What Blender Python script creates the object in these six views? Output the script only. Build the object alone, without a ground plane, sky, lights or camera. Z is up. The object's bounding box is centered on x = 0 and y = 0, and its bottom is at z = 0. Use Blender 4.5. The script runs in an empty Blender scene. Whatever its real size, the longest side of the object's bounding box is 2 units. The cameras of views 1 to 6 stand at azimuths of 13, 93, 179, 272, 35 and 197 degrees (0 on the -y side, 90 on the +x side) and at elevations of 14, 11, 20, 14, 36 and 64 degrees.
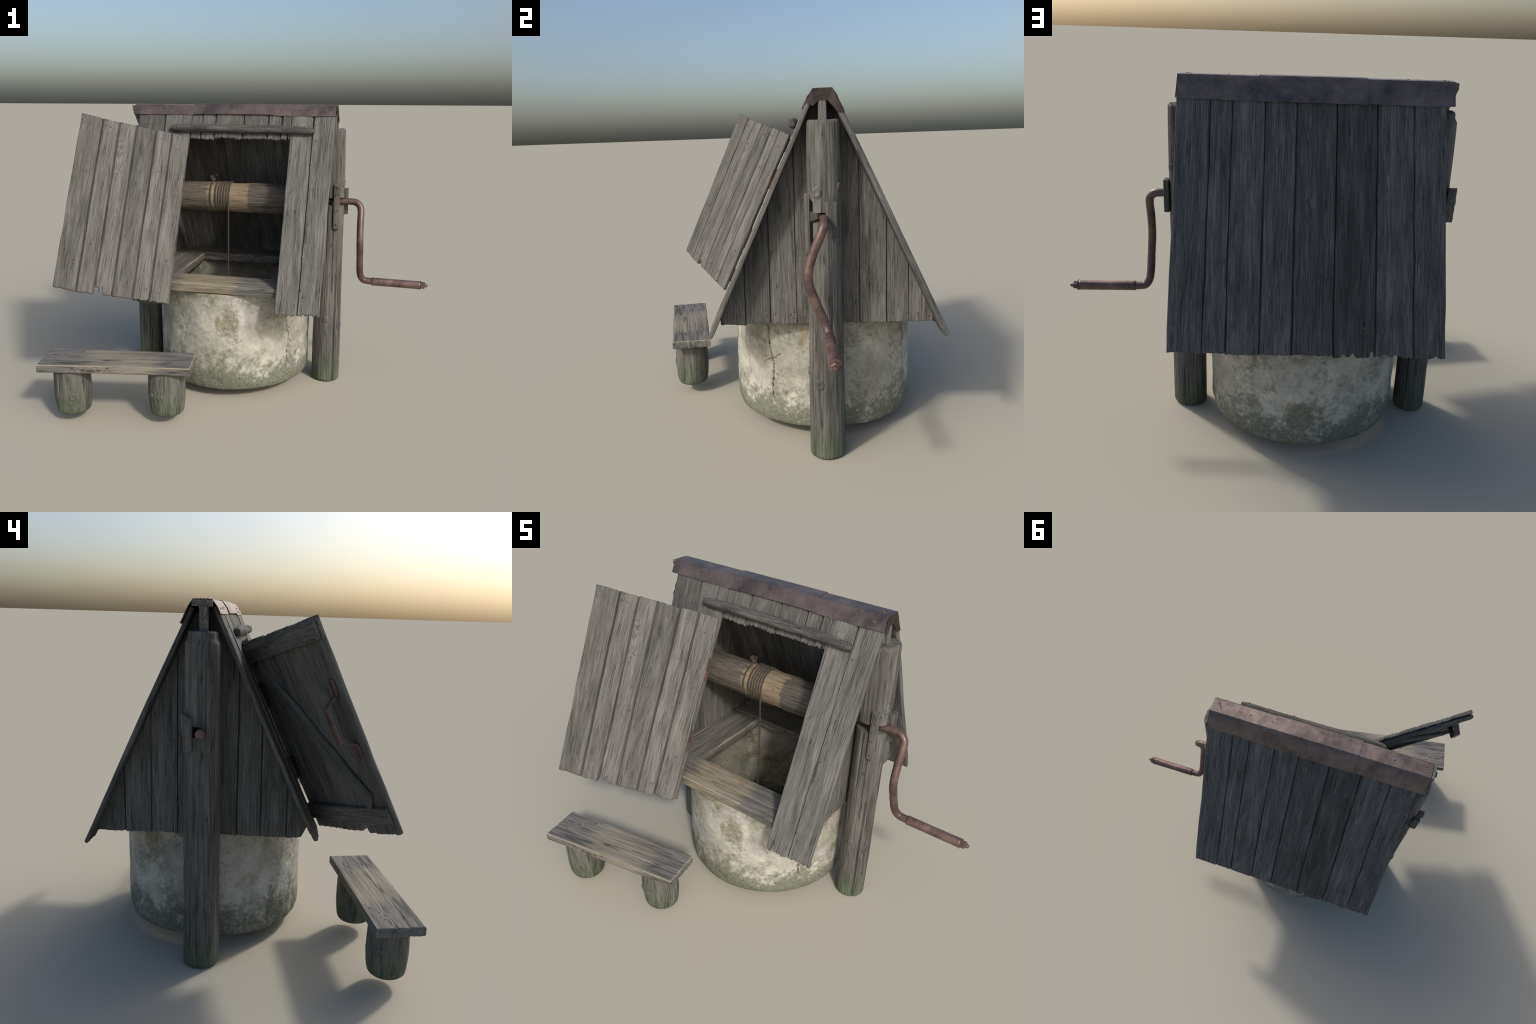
"""Old covered draw-well with an open hatch, windlass and crank, and a plank bench beside it."""
import bpy, bmesh, math
import numpy as np
from mathutils import Matrix, Vector

# ------------------------------------------------------------------ noise
def _h(ix, iy, seed):
    n = (ix.astype(np.int64) * 374761393 + iy.astype(np.int64) * 668265263 + seed * 982451653) & 0x7fffffff
    n = ((n ^ (n >> 13)) * 1274126177) & 0x7fffffff
    n = n ^ (n >> 16)
    return (n & 0xffff) / 65535.0

def vn(x, y=0.0, seed=0):
    """smooth value noise in -1..1"""
    x, y = np.broadcast_arrays(np.asarray(x, float), np.asarray(y, float))
    ix, iy = np.floor(x), np.floor(y)
    fx, fy = x - ix, y - iy
    fx = fx * fx * (3 - 2 * fx); fy = fy * fy * (3 - 2 * fy)
    a = _h(ix, iy, seed); b = _h(ix + 1, iy, seed); c = _h(ix, iy + 1, seed); d = _h(ix + 1, iy + 1, seed)
    return (a + (b - a) * fx + (c - a) * fy + (a - b - c + d) * fx * fy) * 2 - 1

def fbm(x, y=0.0, seed=0, o=3):
    s = 0; a = 1.0
    x = np.asarray(x, float); y = np.asarray(y, float)
    for i in range(o):
        s = s + a * vn(x * 2 ** i, y * 2 ** i, seed + 17 * i); a *= .5
    return s / 1.75

# ------------------------------------------------------------------ materials
def new_mat(name):
    m = bpy.data.materials.new(name); m.use_nodes = True
    nt = m.node_tree; nt.nodes.clear()
    out = nt.nodes.new('ShaderNodeOutputMaterial'); b = nt.nodes.new('ShaderNodeBsdfPrincipled')
    nt.links.new(b.outputs[0], out.inputs[0])
    return m, nt, b

class G:
    """tiny node helper"""
    def __init__(s, nt): s.nt = nt
    def link(s, a, b): s.nt.links.new(a, b)
    def _in(s, sock, v):
        if hasattr(v, 'node'): s.link(v, sock)
        else: sock.default_value = v
    def math(s, op, a, b=0.0, c=None, clamp=False):
        n = s.nt.nodes.new('ShaderNodeMath'); n.operation = op; n.use_clamp = clamp
        s._in(n.inputs[0], a); s._in(n.inputs[1], b)
        if c is not None: s._in(n.inputs[2], c)
        return n.outputs[0]
    def comb(s, x, y, z):
        n = s.nt.nodes.new('ShaderNodeCombineXYZ')
        for i, v in enumerate((x, y, z)): s._in(n.inputs[i], v)
        return n.outputs[0]
    def sep(s, v):
        n = s.nt.nodes.new('ShaderNodeSeparateXYZ'); s.link(v, n.inputs[0]); return n.outputs
    def noise(s, vec, scale=1.0, detail=3.0, rough=.55, dist=0.0):
        n = s.nt.nodes.new('ShaderNodeTexNoise'); s.link(vec, n.inputs['Vector'])
        n.inputs['Scale'].default_value = scale; n.inputs['Detail'].default_value = detail
        n.inputs['Roughness'].default_value = rough; n.inputs['Distortion'].default_value = dist
        return n.outputs[0]
    def vor(s, vec, scale=1.0):
        n = s.nt.nodes.new('ShaderNodeTexVoronoi'); s.link(vec, n.inputs['Vector']); n.inputs['Scale'].default_value = scale
        return n.outputs['Distance'], n.outputs['Color']
    def ramp(s, v, stops):
        n = s.nt.nodes.new('ShaderNodeValToRGB'); s.link(v, n.inputs[0]); cr = n.color_ramp
        while len(cr.elements) < len(stops): cr.elements.new(.5)
        for e, (p, c) in zip(cr.elements, stops):
            e.position = p
            e.color = (c, c, c, 1) if not isinstance(c, tuple) else (*c, 1)
        return n.outputs[0]
    def smooth(s, v, lo, hi):
        n = s.nt.nodes.new('ShaderNodeMapRange'); n.interpolation_type = 'SMOOTHSTEP'
        s._in(n.inputs['Value'], v); n.inputs['From Min'].default_value = lo; n.inputs['From Max'].default_value = hi
        return n.outputs['Result']
    def mix(s, f, a, b, mode='MIX'):
        n = s.nt.nodes.new('ShaderNodeMix'); n.data_type = 'RGBA'; n.blend_type = mode
        s._in(n.inputs[0], f)
        for k, v in ((6, a), (7, b)):
            if hasattr(v, 'node'): s.link(v, n.inputs[k])
            else: n.inputs[k].default_value = (*v, 1)
        return n.outputs[2]
    def obj(s):
        return s.nt.nodes.new('ShaderNodeTexCoord').outputs['Object']
    def rnd(s):
        return s.nt.nodes.new('ShaderNodeObjectInfo').outputs['Random']
    def bump(s, h, strength, dist, bsdf):
        n = s.nt.nodes.new('ShaderNodeBump'); n.inputs['Strength'].default_value = strength
        n.inputs['Distance'].default_value = dist; s.link(h, n.inputs['Height']); s.link(n.outputs[0], bsdf.inputs['Normal'])

def wood(name, axis=1, light=(.235, .23, .213), mid=(.122, .119, .110), dark=(.034, .033, .031), fine=190., along=5.0,
         warm=None, moss=None, contrast=1.0, vary=.38, knots=True):
    """weathered wood, grain along local axis.  warm=(centre, half length, colour light, colour dark, softness)
    worn bare patch along the grain;  moss=(height, strength): green algae growing up from the foot."""
    m, nt, b = new_mat(name); g = G(nt)
    p = g.sep(g.obj()); r = g.rnd()
    L = p[axis]; A, C = [p[i] for i in range(3) if i != axis]
    off = g.math('MULTIPLY', r, 37.0)
    L2 = g.math('ADD', L, off)
    # slow wander of the grain
    wv = g.comb(g.math('MULTIPLY', A, 9.), g.math('MULTIPLY', L2, 1.8), g.math('MULTIPLY', C, 9.))
    wob = g.math('MULTIPLY', g.math('SUBTRACT', g.noise(wv, 1, 2), .5), .016)
    # knots: sparse cells the grain flows round
    if knots:
        kv = g.comb(g.math('MULTIPLY', A, 7.), g.math('MULTIPLY', L2, 2.3), g.math('MULTIPLY', C, 7.))
        kd, kc = g.vor(kv, 1.0)
        pick = g.math('GREATER_THAN', g.sep(kc)[0], .62)
        kin = g.math('MULTIPLY', g.smooth(kd, .34, .04), pick)
        kcore = g.math('MULTIPLY', g.smooth(kd, .11, .05), pick)
        wob = g.math('ADD', wob, g.math('MULTIPLY', kin, .022))
    A2 = g.math('ADD', A, wob); C2 = g.math('ADD', C, wob)
    gv = g.comb(g.math('MULTIPLY', A2, fine), g.math('MULTIPLY', L2, along), g.math('MULTIPLY', C2, fine))
    grain = g.noise(gv, 1.0, 4, .62)
    fv = g.comb(g.math('MULTIPLY', A2, fine * 3.1), g.math('MULTIPLY', L2, along * 3.5), g.math('MULTIPLY', C2, fine * 3.1))
    fib = g.noise(fv, 1.0, 2, .6)
    pv = g.comb(g.math('MULTIPLY', A2, 22.), g.math('MULTIPLY', L2, 2.4), g.math('MULTIPLY', C2, 22.))
    patch = g.noise(pv, 1.0, 3, .6)
    cv = g.comb(g.math('MULTIPLY', A2, fine * .62), g.math('MULTIPLY', L2, along * .75), g.math('MULTIPLY', C2, fine * .62))
    cn = g.noise(cv, 1.0, 2, .5)
    ridge = g.math('ABSOLUTE', g.math('SUBTRACT', cn, .5))
    cm = g.noise(g.comb(g.math('MULTIPLY', A2, 40.), g.math('MULTIPLY', L2, 6.5), g.math('MULTIPLY', C2, 40.)), 1.0, 2, .5)
    crack = g.math('MULTIPLY', g.smooth(ridge, .018, .003), g.smooth(cm, .51, .63))
    v = g.math('ADD', g.math('MULTIPLY', grain, .70 * contrast), g.math('MULTIPLY', fib, .52 * contrast))
    v = g.math('ADD', v, g.math('MULTIPLY', patch, .50))
    v = g.math('SUBTRACT', v, .875 - .61 * (1 - contrast))
    v = g.math('MULTIPLY_ADD', v, 1.62, .5)
    if knots:
        ring = g.math('SINE', g.math('MULTIPLY', kd, 95.0))
        v = g.math('ADD', v, g.math('MULTIPLY', g.math('MULTIPLY', ring, kin), .16))
        v = g.math('SUBTRACT', v, g.math('MULTIPLY', kcore, .22))
    col = g.ramp(v, [(.05, dark), (.48, mid), (.92, light)])
    if warm:
        wc, wl, wlight, wdark, soft = warm; edge = .008 if soft < .04 else soft * .75
        d = g.math('ABSOLUTE', g.math('SUBTRACT', L, wc))
        d = g.math('SUBTRACT', d, g.math('MULTIPLY', g.math('SUBTRACT', grain, .5), soft * 2.2))
        d = g.math('SUBTRACT', d, g.math('MULTIPLY', g.math('SUBTRACT', patch, .5), soft * 1.2))
        mk = g.smooth(d, wl + edge, wl - edge)
        wcol = g.ramp(v, [(.05, tuple(c * .45 for c in wdark)), (.40, wdark), (.85, wlight)])
        col = g.mix(mk, col, wcol)
    col = g.mix(g.math('MULTIPLY', crack, .72), col, tuple(c * .45 for c in dark))
    # each piece a little lighter or darker
    val = g.math('MULTIPLY_ADD', r, vary, .95 - vary * .5)
    col = g.mix(1.0, col, g.comb(val, val, val), 'MULTIPLY')
    if moss:
        mh, ms = moss
        mn = g.noise(g.obj(), 16.0, 4, .65)
        q = g.math('SUBTRACT', p[2], g.math('MULTIPLY', g.math('SUBTRACT', mn, .5), mh * 1.6))
        mk = g.math('MULTIPLY', g.smooth(q, mh, mh * .1), ms)
        gcol = g.ramp(v, [(.1, (.030, .040, .024)), (.5, (.085, .112, .066)), (.9, (.145, .18, .115))])
        col = g.mix(mk, col, gcol)
    nt.links.new(col, b.inputs['Base Color'])
    b.inputs['Roughness'].default_value = .82
    b.inputs['Specular IOR Level'].default_value = .25
    hgt = g.math('SUBTRACT', g.math('ADD', g.math('MULTIPLY', grain, 1.0), g.math('MULTIPLY', fib, .5)), g.math('MULTIPLY', crack, 1.2))
    g.bump(hgt, .75, .004, b)
    return m

def rust_metal(name, base=(.125, .084, .078), dark=(.06, .045, .048), pale=(.20, .14, .125), metallic=.35, rough=.42, scale=14.):
    m, nt, b = new_mat(name); g = G(nt); o = g.obj()
    n1 = g.noise(o, scale, 4, .6, .4); n2 = g.noise(o, scale * 6, 3, .6)
    v = g.math('ADD', g.math('MULTIPLY', n1, .8), g.math('MULTIPLY', n2, .25))
    col = g.ramp(v, [(.36, dark), (.52, base), (.70, pale)])
    nt.links.new(col, b.inputs['Base Color'])
    b.inputs['Metallic'].default_value = metallic
    nt.links.new(g.math('MULTIPLY_ADD', n2, .25, rough - .1), b.inputs['Roughness'])
    g.bump(g.math('ADD', n1, g.math('MULTIPLY', n2, .3)), .14, .004, b)
    return m

def concrete(name, wet=1.0):
    m, nt, b = new_mat(name); g = G(nt); o = g.obj(); p = g.sep(o)
    big = g.noise(o, 3.4, 4, .6, .5); med = g.noise(o, 11., 5, .68, .3); fin = g.noise(o, 70., 4, .7)
    sp = g.noise(o, 190., 2, .6)
    v = g.math('ADD', g.math('MULTIPLY', big, .62), g.math('MULTIPLY', med, .42))
    v = g.math('ADD', v, g.math('MULTIPLY', fin, .22))
    v = g.math('ADD', v, g.math('MULTIPLY', sp, .10))
    col = g.ramp(v, [(.46, (.18, .177, .15)), (.61, (.30, .291, .248)), (.74, (.44, .425, .368)), (.88, (.60, .58, .51))])
    # vertical run-off streaks
    sv = g.comb(g.math('MULTIPLY', p[0], 26.), g.math('MULTIPLY', p[1], 26.), g.math('MULTIPLY', p[2], 3.))
    st = g.noise(sv, 1., 3, .6)
    col = g.mix(g.math('MULTIPLY', g.smooth(st, .55, .75), .35), col, (.22, .21, .165))
    # ochre stains
    oc = g.noise(o, 6.3, 4, .65, .8)
    col = g.mix(g.math('MULTIPLY', g.smooth(oc, .53, .68), .62), col, (.235, .185, .095))
    # algae: flecks everywhere, thick towards the wet foot
    al = g.noise(o, 6.5, 6, .66, .3); al2 = g.noise(o, 42., 4, .7)
    a = g.math('ADD', al, g.math('MULTIPLY', g.math('SUBTRACT', al2, .5), .60))
    a = g.math('ADD', a, g.math('MULTIPLY', g.smooth(p[2], .34, .06), .23))
    mk = g.math('MULTIPLY', g.smooth(a, .48, .70), g.math('MULTIPLY_ADD', g.smooth(p[2], .34, .10), .20, .66))
    gcol = g.ramp(fin, [(.3, (.060, .069, .050)), (.5, (.115, .127, .095)), (.7, (.19, .204, .16))])
    col = g.mix(mk, col, gcol)
    if wet < 1: col = g.mix(1.0, col, (wet, wet, wet * .95), 'MULTIPLY')  # wet is only a darkening factor: paints the shaft's inner shade into its colour
    nt.links.new(col, b.inputs['Base Color'])
    b.inputs['Roughness'].default_value = .9; b.inputs['Specular IOR Level'].default_value = .2
    g.bump(g.math('ADD', g.math('MULTIPLY', med, .8), g.math('MULTIPLY', fin, .6)), .6, .006, b)
    return m

def rope_mat(name):
    m, nt, b = new_mat(name); g = G(nt)
    n = g.noise(g.obj(), 160., 3, .6)
    nt.links.new(g.ramp(n, [(.3, (.025, .021, .018)), (.7, (.07, .058, .048))]), b.inputs['Base Color'])
    b.inputs['Roughness'].default_value = .95
    g.bump(n, .4, .002, b)
    return m

M_PLANK = wood('weathered_plank')
M_ROOF = wood('weathered_roof_plank', light=(.235, .23, .213), mid=(.12, .117, .109), dark=(.034, .033, .032))
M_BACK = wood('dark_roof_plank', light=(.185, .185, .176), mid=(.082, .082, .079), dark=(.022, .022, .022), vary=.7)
M_LINTEL = wood('dark_bar', axis=0, light=(.19, .185, .172), mid=(.088, .086, .08), dark=(.025, .024, .023), vary=.0, knots=False)
M_DOOR = wood('weathered_door_plank', light=(.245, .239, .222), mid=(.133, .129, .119), dark=(.034, .032, .030), vary=.46)
M_GABLE = wood('weathered_gable_plank', light=(.225, .22, .203), mid=(.118, .115, .106), dark=(.033, .032, .03))
M_POST = wood('weathered_post', axis=2, light=(.215, .208, .192), mid=(.108, .104, .096), dark=(.026, .025, .023), fine=110., along=2.6, moss=(.22, .75), vary=.1, knots=False)
M_LEG = wood('weathered_stump', axis=2, light=(.215, .212, .192), mid=(.12, .119, .107), fine=80., along=3.2, moss=(.27, .75), vary=.1, knots=False)
M_LOG = wood('windlass_wood', axis=0, light=(.20, .175, .14), mid=(.10, .09, .076), dark=(.03, .028, .025), fine=90., along=4.,
             warm=(-.185 + .16, .125, (.33, .265, .18), (.195, .155, .105), .035), vary=.0, knots=False)
M_SEAT = wood('bench_seat_wood', light=(.245, .238, .222), mid=(.145, .140, .131), dark=(.035, .034, .036), fine=75., along=3.,
              warm=(0.02, .185, (.295, .270, .222), (.19, .173, .140), .09), vary=.0)
M_SILL = wood('sill_wood', light=(.25, .24, .22), mid=(.145, .14, .13), dark=(.04, .038, .036), fine=75., along=3.,
              warm=(-.06, .17, (.345, .305, .225), (.215, .188, .135), .06), vary=.0)
M_FRAME = wood('frame_wood', light=(.24, .228, .205), mid=(.135, .129, .118), fine=75., along=3., vary=.12)
M_WORN = wood('worn_edge_wood', light=(.44, .395, .30), mid=(.27, .242, .185), dark=(.12, .11, .09), vary=.0, knots=False)
M_RUST = rust_metal('rusty_iron', base=(.12, .078, .070), dark=(.06, .042, .040), pale=(.20, .132, .115))
M_CAP = rust_metal('rusty_sheet_metal', base=(.128, .101, .094), dark=(.066, .054, .053), pale=(.195, .152, .138), metallic=.6, rough=.42, scale=9.)
M_NAIL = rust_metal('rusty_nail', base=(.135, .075, .067), dark=(.07, .042, .038), pale=(.20, .12, .105), metallic=.1, rough=.6, scale=90.)
M_CONC = concrete('mossy_concrete'); M_SHAFT_SHADE = concrete('shade_darkened_concrete', .5)
M_DIRT = rust_metal('crack_dirt', base=(.085, .066, .042), dark=(.045, .035, .024), pale=(.14, .11, .07), metallic=0., rough=.9, scale=30.)
M_ROPE = rope_mat('hemp_rope')

# ------------------------------------------------------------------ objects
SC = bpy.context.scene.collection
WORLD = {}

def empty(name, loc, parent=None):
    o = bpy.data.objects.new(name, None); o.empty_display_size = .1
    SC.objects.link(o); place(o, Matrix.Translation(loc), parent); return o

def place(o, mw, parent=None):
    WORLD[o.name] = mw.copy()
    if parent is not None:
        o.parent = parent
        o.matrix_local = WORLD[parent.name].inverted() @ mw
    else:
        o.matrix_local = mw

def smooth_by_angle(me, deg=40):
    me.shade_smooth()
    me.set_sharp_from_angle(angle=math.radians(deg))

def mesh_obj(name, verts, faces, mats, frame=None, parent=None, smooth=40, midx=None, kind=None):
    me = bpy.data.meshes.new(name)
    me.from_pydata([tuple(v) for v in np.asarray(verts, float)], [], [tuple(int(i) for i in f) for f in faces])
    for m in (mats if isinstance(mats, (list, tuple)) else [mats]): me.materials.append(m)
    if midx is not None: me.polygons.foreach_set('material_index', np.asarray(midx, dtype=np.int32))
    me.validate(); me.update()
    bm = bmesh.new(); bm.from_mesh(me); bmesh.ops.recalc_face_normals(bm, faces=bm.faces); bm.to_mesh(me); bm.free()
    if smooth: smooth_by_angle(me, smooth)
    o = bpy.data.objects.new(name, me); SC.objects.link(o)
    place(o, frame if frame is not None else Matrix.Identity(4), parent)
    if kind: o['kind'] = kind
    return o

def frame(O, U, V, N):
    O, U, V, N = map(Vector, (O, U, V, N))
    return Matrix(((U.x, V.x, N.x, O.x), (U.y, V.y, N.y, O.y), (U.z, V.z, N.z, O.z), (0, 0, 0, 1)))

def edge_steps(a, b, step, r):
    n = max(3, int((b - a - 2 * r) / step))
    return np.concatenate([[a, a + r * .3, a + r * .7], np.linspace(a + r, b - r, n), [b - r * .7, b - r * .3, b]])

def jagged(base, amp, seed, freq=55., notches=(), slope=0.):
    """ragged end line v(u): fibre teeth + deeper notches (centre, half width, depth)"""
    def f(u):
        v = base + slope * u + amp * (.6 * vn(u * freq, 0.3, seed) + .4 * vn(u * freq * 2.7, 1.7, seed + 5) + .5 * vn(u * 14, 2.2, seed + 9))
        for c, w, d in notches:
            v = v + d * np.clip(1.25 - np.abs(u - c) / w, 0, 1)
        return v
    return f

def plank(name, parent, fr, u0, u1, vb, vt, th, mat, seed=0, r=.008, relief=.0014, step=.0045, vstep=.014, wob=.0012, warp=.003,
          worn=None, checks=0.5, groove=0., joint='lr'):
    """board in the local frame: x across, y along the grain, z out of the face (face at z=0, back at -th).
    u0,u1: edges (numbers or (bottom, top)), vb,vt: end lines as functions of x."""
    pr = (lambda e: e if isinstance(e, tuple) else (e, e))
    a0, a1 = pr(u0); b0, b1 = pr(u1)
    fb = vb if callable(vb) else (lambda u, q=vb: np.full_like(u, q))
    ft = vt if callable(vt) else (lambda u, q=vt: np.full_like(u, q))
    wmid = (b0 + b1 - a0 - a1) / 2
    S = edge_steps(0, wmid, step, r) / wmid
    lo = float(np.mean(fb(np.linspace(a0, b0, 9)))); hi = float(np.mean(ft(np.linspace(a1, b1, 9))))
    T = edge_steps(0, max(hi - lo, 4 * r), vstep, r) / max(hi - lo, 4 * r)
    s, t = np.meshgrid(S, T)                       # rows along the length
    ul = a0 + (a1 - a0) * t + wob * vn(t * (hi - lo) * 9, 0, seed + 1); ur = b0 + (b1 - b0) * t + wob * vn(t * (hi - lo) * 9, 3, seed + 2)
    u = ul + (ur - ul) * s
    bb, tt = fb(u), ft(u)
    v = bb + (tt - bb) * t
    de = np.minimum(np.abs(u - ul), np.abs(ur - u)); dv = np.minimum(np.abs(v - bb), np.abs(tt - v))
    def round_(d):
        q = np.clip((r - d) / r, 0, 1); return r * (1 - np.sqrt(np.clip(1 - q * q, 0, 1)))
    drop = np.maximum(round_(de) * .9, round_(dv) * .7)
    rng = np.random.default_rng(seed + 11)
    def surf(sd):
        z = relief * (.55 * fbm(u * 130, v * 3.2, sd) + .45 * fbm(u * 45, v * 2.0, sd + 3))
        z = z + warp * .5 * vn(u * 6 + .5, v * 1.7, sd + 8)
        for k in range(int(2 + wmid * 22)):        # drying checks along the grain
            c = rng.uniform(.08, .92); ln = rng.uniform(.05, .28); vc = rng.choice([lo, hi, rng.uniform(lo, hi)], p=[.3, .3, .4])
            uc = ul + (ur - ul) * c + .004 * vn(v * 7, k, sd + 31)
            z = z - checks * .006 * np.clip(1 - np.abs(u - uc) / .0042, 0, 1) * np.clip(1.2 - np.abs(v - vc) / ln, 0, 1)
        return z
    # boards set edge to edge: a V joint in the face, on the sides named in joint; a free edge stays crisp
    dl, dr = np.abs(u - ul), np.abs(ur - u); fr_ = .0035
    if groove:
        crisp = lambda d: fr_ * np.clip(1 - d / fr_, 0, 1) ** 2
        slit = lambda d: groove * np.clip(1 - d / r, 0, 1) ** .7 + .0022 * np.clip(1 - d / .014, 0, 1) ** 2
        sl = slit(dl) if 'l' in joint else crisp(dl)
        sr = slit(dr) if 'r' in joint else crisp(dr)
        zf = surf(seed) - np.maximum(np.maximum(sl, sr), np.minimum(round_(dv) * .7, .004))
        zb = -th + surf(seed + 50) + np.maximum(np.maximum(crisp(dl), crisp(dr)), np.minimum(round_(dv) * .7, .003))
    else:
        zf = surf(seed) - drop
        zb = -th + surf(seed + 50) + drop
    bend = warp * vn(v * 1.3, 5, seed + 77)
    zf = zf + bend; zb = zb + bend
    nT, nS = s.shape; n = nT * nS
    V = np.concatenate([np.stack([u, v, zf], -1).reshape(-1, 3), np.stack([u, v, zb], -1).reshape(-1, 3)])
    idx = np.arange(n).reshape(nT, nS)
    q = lambda A, B, C, D: np.stack([A.ravel(), B.ravel(), C.ravel(), D.ravel()], 1)
    F = [q(idx[:-1, :-1], idx[:-1, 1:], idx[1:, 1:], idx[1:, :-1])]
    k = idx + n
    F.append(q(k[:-1, :-1], k[1:, :-1], k[1:, 1:], k[:-1, 1:]))
    F.append(q(idx[:-1, 0], idx[1:, 0], k[1:, 0], k[:-1, 0])); F.append(q(idx[:-1, -1], k[:-1, -1], k[1:, -1], idx[1:, -1]))
    F.append(q(idx[0, :-1], k[0, :-1], k[0, 1:], idx[0, 1:])); F.append(q(idx[-1, :-1], idx[-1, 1:], k[-1, 1:], k[-1, :-1]))
    Fa = np.concatenate(F)
    mi = None; mats = [mat]
    if worn:                                       # rubbed arris: listed edges get the pale wood
        mats = [mat, worn[0]]; mi = np.zeros(len(Fa), int)
        w = nS - 1
        row = np.repeat(np.arange(nT - 1), w); colm = np.tile(np.arange(w), nT - 1)
        lim = vn(T[row] * 7, 0, seed + 90) > -.45
        if 'l' in worn[1]: mi[:len(row)][(colm < 3) & lim] = 1
        if 'r' in worn[1]: mi[:len(row)][(colm >= w - 3) & lim] = 1
        if 't' in worn[1]: mi[:len(row)][row >= nT - 4] = 1
        if 'b' in worn[1]: mi[:len(row)][row < 3] = 1
    return mesh_obj(name, V, Fa, mats, fr, parent, 50, mi)

def frames_along(P):
    P = np.asarray(P, float); T = np.gradient(P, axis=0); T /= np.linalg.norm(T, axis=1)[:, None]
    up = np.array([0, 0, 1.]) if abs(T[0][2]) < .9 else np.array([0, 1., 0])
    N = np.zeros_like(P); n = up - T[0] * (up @ T[0]); n /= np.linalg.norm(n); N[0] = n
    for i in range(1, len(P)):
        n = N[i - 1] - T[i] * (N[i - 1] @ T[i]); N[i] = n / np.linalg.norm(n)
    return P, T, N, np.cross(T, N)

def sweep(P, rad, nseg=20, dent=0., seed=0, caps=True, sx=1.0, sy=1.0):
    P, T, N, Bn = frames_along(P); m = len(P)
    rad = np.broadcast_to(np.asarray(rad, float), (m,))
    th = np.linspace(0, 2 * np.pi, nseg, endpoint=False)
    rr = rad[:, None] * (1 + dent * fbm(np.cos(th)[None, :] * 2 + np.arange(m)[:, None] * .25, np.sin(th)[None, :] * 2, seed))
    V = P[:, None, :] + rr[..., None] * (np.cos(th)[None, :, None] * sx * N[:, None, :] + np.sin(th)[None, :, None] * sy * Bn[:, None, :])
    idx = np.arange(m * nseg).reshape(m, nseg); j = np.roll(idx, -1, 1)
    F = [tuple(x) for x in np.stack([idx[:-1], j[:-1], j[1:], idx[1:]], -1).reshape(-1, 4)]
    if caps: F += [tuple(idx[0][::-1]), tuple(idx[-1])]
    return V.reshape(-1, 3), F

def spline(pts, n=12):
    """Catmull-Rom through control points"""
    p = [np.array(x, float) for x in pts]; p = [2 * p[0] - p[1]] + p + [2 * p[-1] - p[-2]]
    out = []
    for i in range(1, len(p) - 2):
        for t in np.linspace(0, 1, n, endpoint=False):
            a, b, c, d = p[i - 1:i + 3]
            out.append(.5 * (2 * b + (c - a) * t + (2 * a - 5 * b + 4 * c - d) * t * t + (3 * b - a - 3 * c + d) * t ** 3))
    out.append(p[-2]); return np.array(out)

def polyround(pts, rad, n=7):
    """polyline with rounded corners"""
    p = [np.array(x, float) for x in pts]; out = [p[0]]
    for i in range(1, len(p) - 1):
        a = p[i - 1] - p[i]; b = p[i + 1] - p[i]
        ra = min(rad, .45 * np.linalg.norm(a), .45 * np.linalg.norm(b))
        A = p[i] + a / np.linalg.norm(a) * ra; B = p[i] + b / np.linalg.norm(b) * ra
        for t in np.linspace(0, 1, n): out.append((1 - t) ** 2 * A + 2 * t * (1 - t) * p[i] + t * t * B)
    out.append(p[-1]); return np.array(out)

def merge(parts):
    V, F, o = [], [], 0
    for v, f in parts:
        V.append(np.asarray(v)); F += [tuple(i + o for i in q) for q in f]; o += len(v)
    return np.concatenate(V), F

# nail heads: (position, normal, radius) -> one joined mesh per part
def nails(name, parent, items, seed=0):
    rng = np.random.default_rng(seed); parts = []
    prof = [(1.0, -.5), (1.0, .02), (.75, .22), (.32, .30)]
    for pos, nrm, rad in items:
        N = np.array(nrm, float); N /= np.linalg.norm(N)
        a = np.cross(N, [0.3, .9, .2]); a /= np.linalg.norm(a); b = np.cross(N, a)
        N2 = N + a * rng.uniform(-.18, .18) + b * rng.uniform(-.18, .18); rad = rad * rng.uniform(.75, 1.15)
        V = []; k = 9
        for q, h in prof:
            for i in range(k):
                t = 2 * np.pi * i / k
                V.append(np.array(pos) + rad * q * (a * math.cos(t) + b * math.sin(t)) + N2 * h * rad)
        F = [(r_ * k + i, r_ * k + (i + 1) % k, (r_ + 1) * k + (i + 1) % k, (r_ + 1) * k + i) for r_ in range(len(prof) - 1) for i in range(k)]
        F.append(tuple((len(prof) - 1) * k + i for i in range(k)))
        parts.append((V, F))
    V, F = merge(parts)
    return mesh_obj(name, V, F, M_NAIL, Matrix.Identity(4), parent, 60, kind='stuff')

# ------------------------------------------------------------------ the well
CX, CY = -.16, .218                  # axis of the concrete ring
WELL = empty('covered_draw_well', (CX, CY, 0))
WELL['label'] = 'old mossy concrete well under a weathered plank roof with crank windlass'
WELL['category'] = 'water well'

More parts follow.
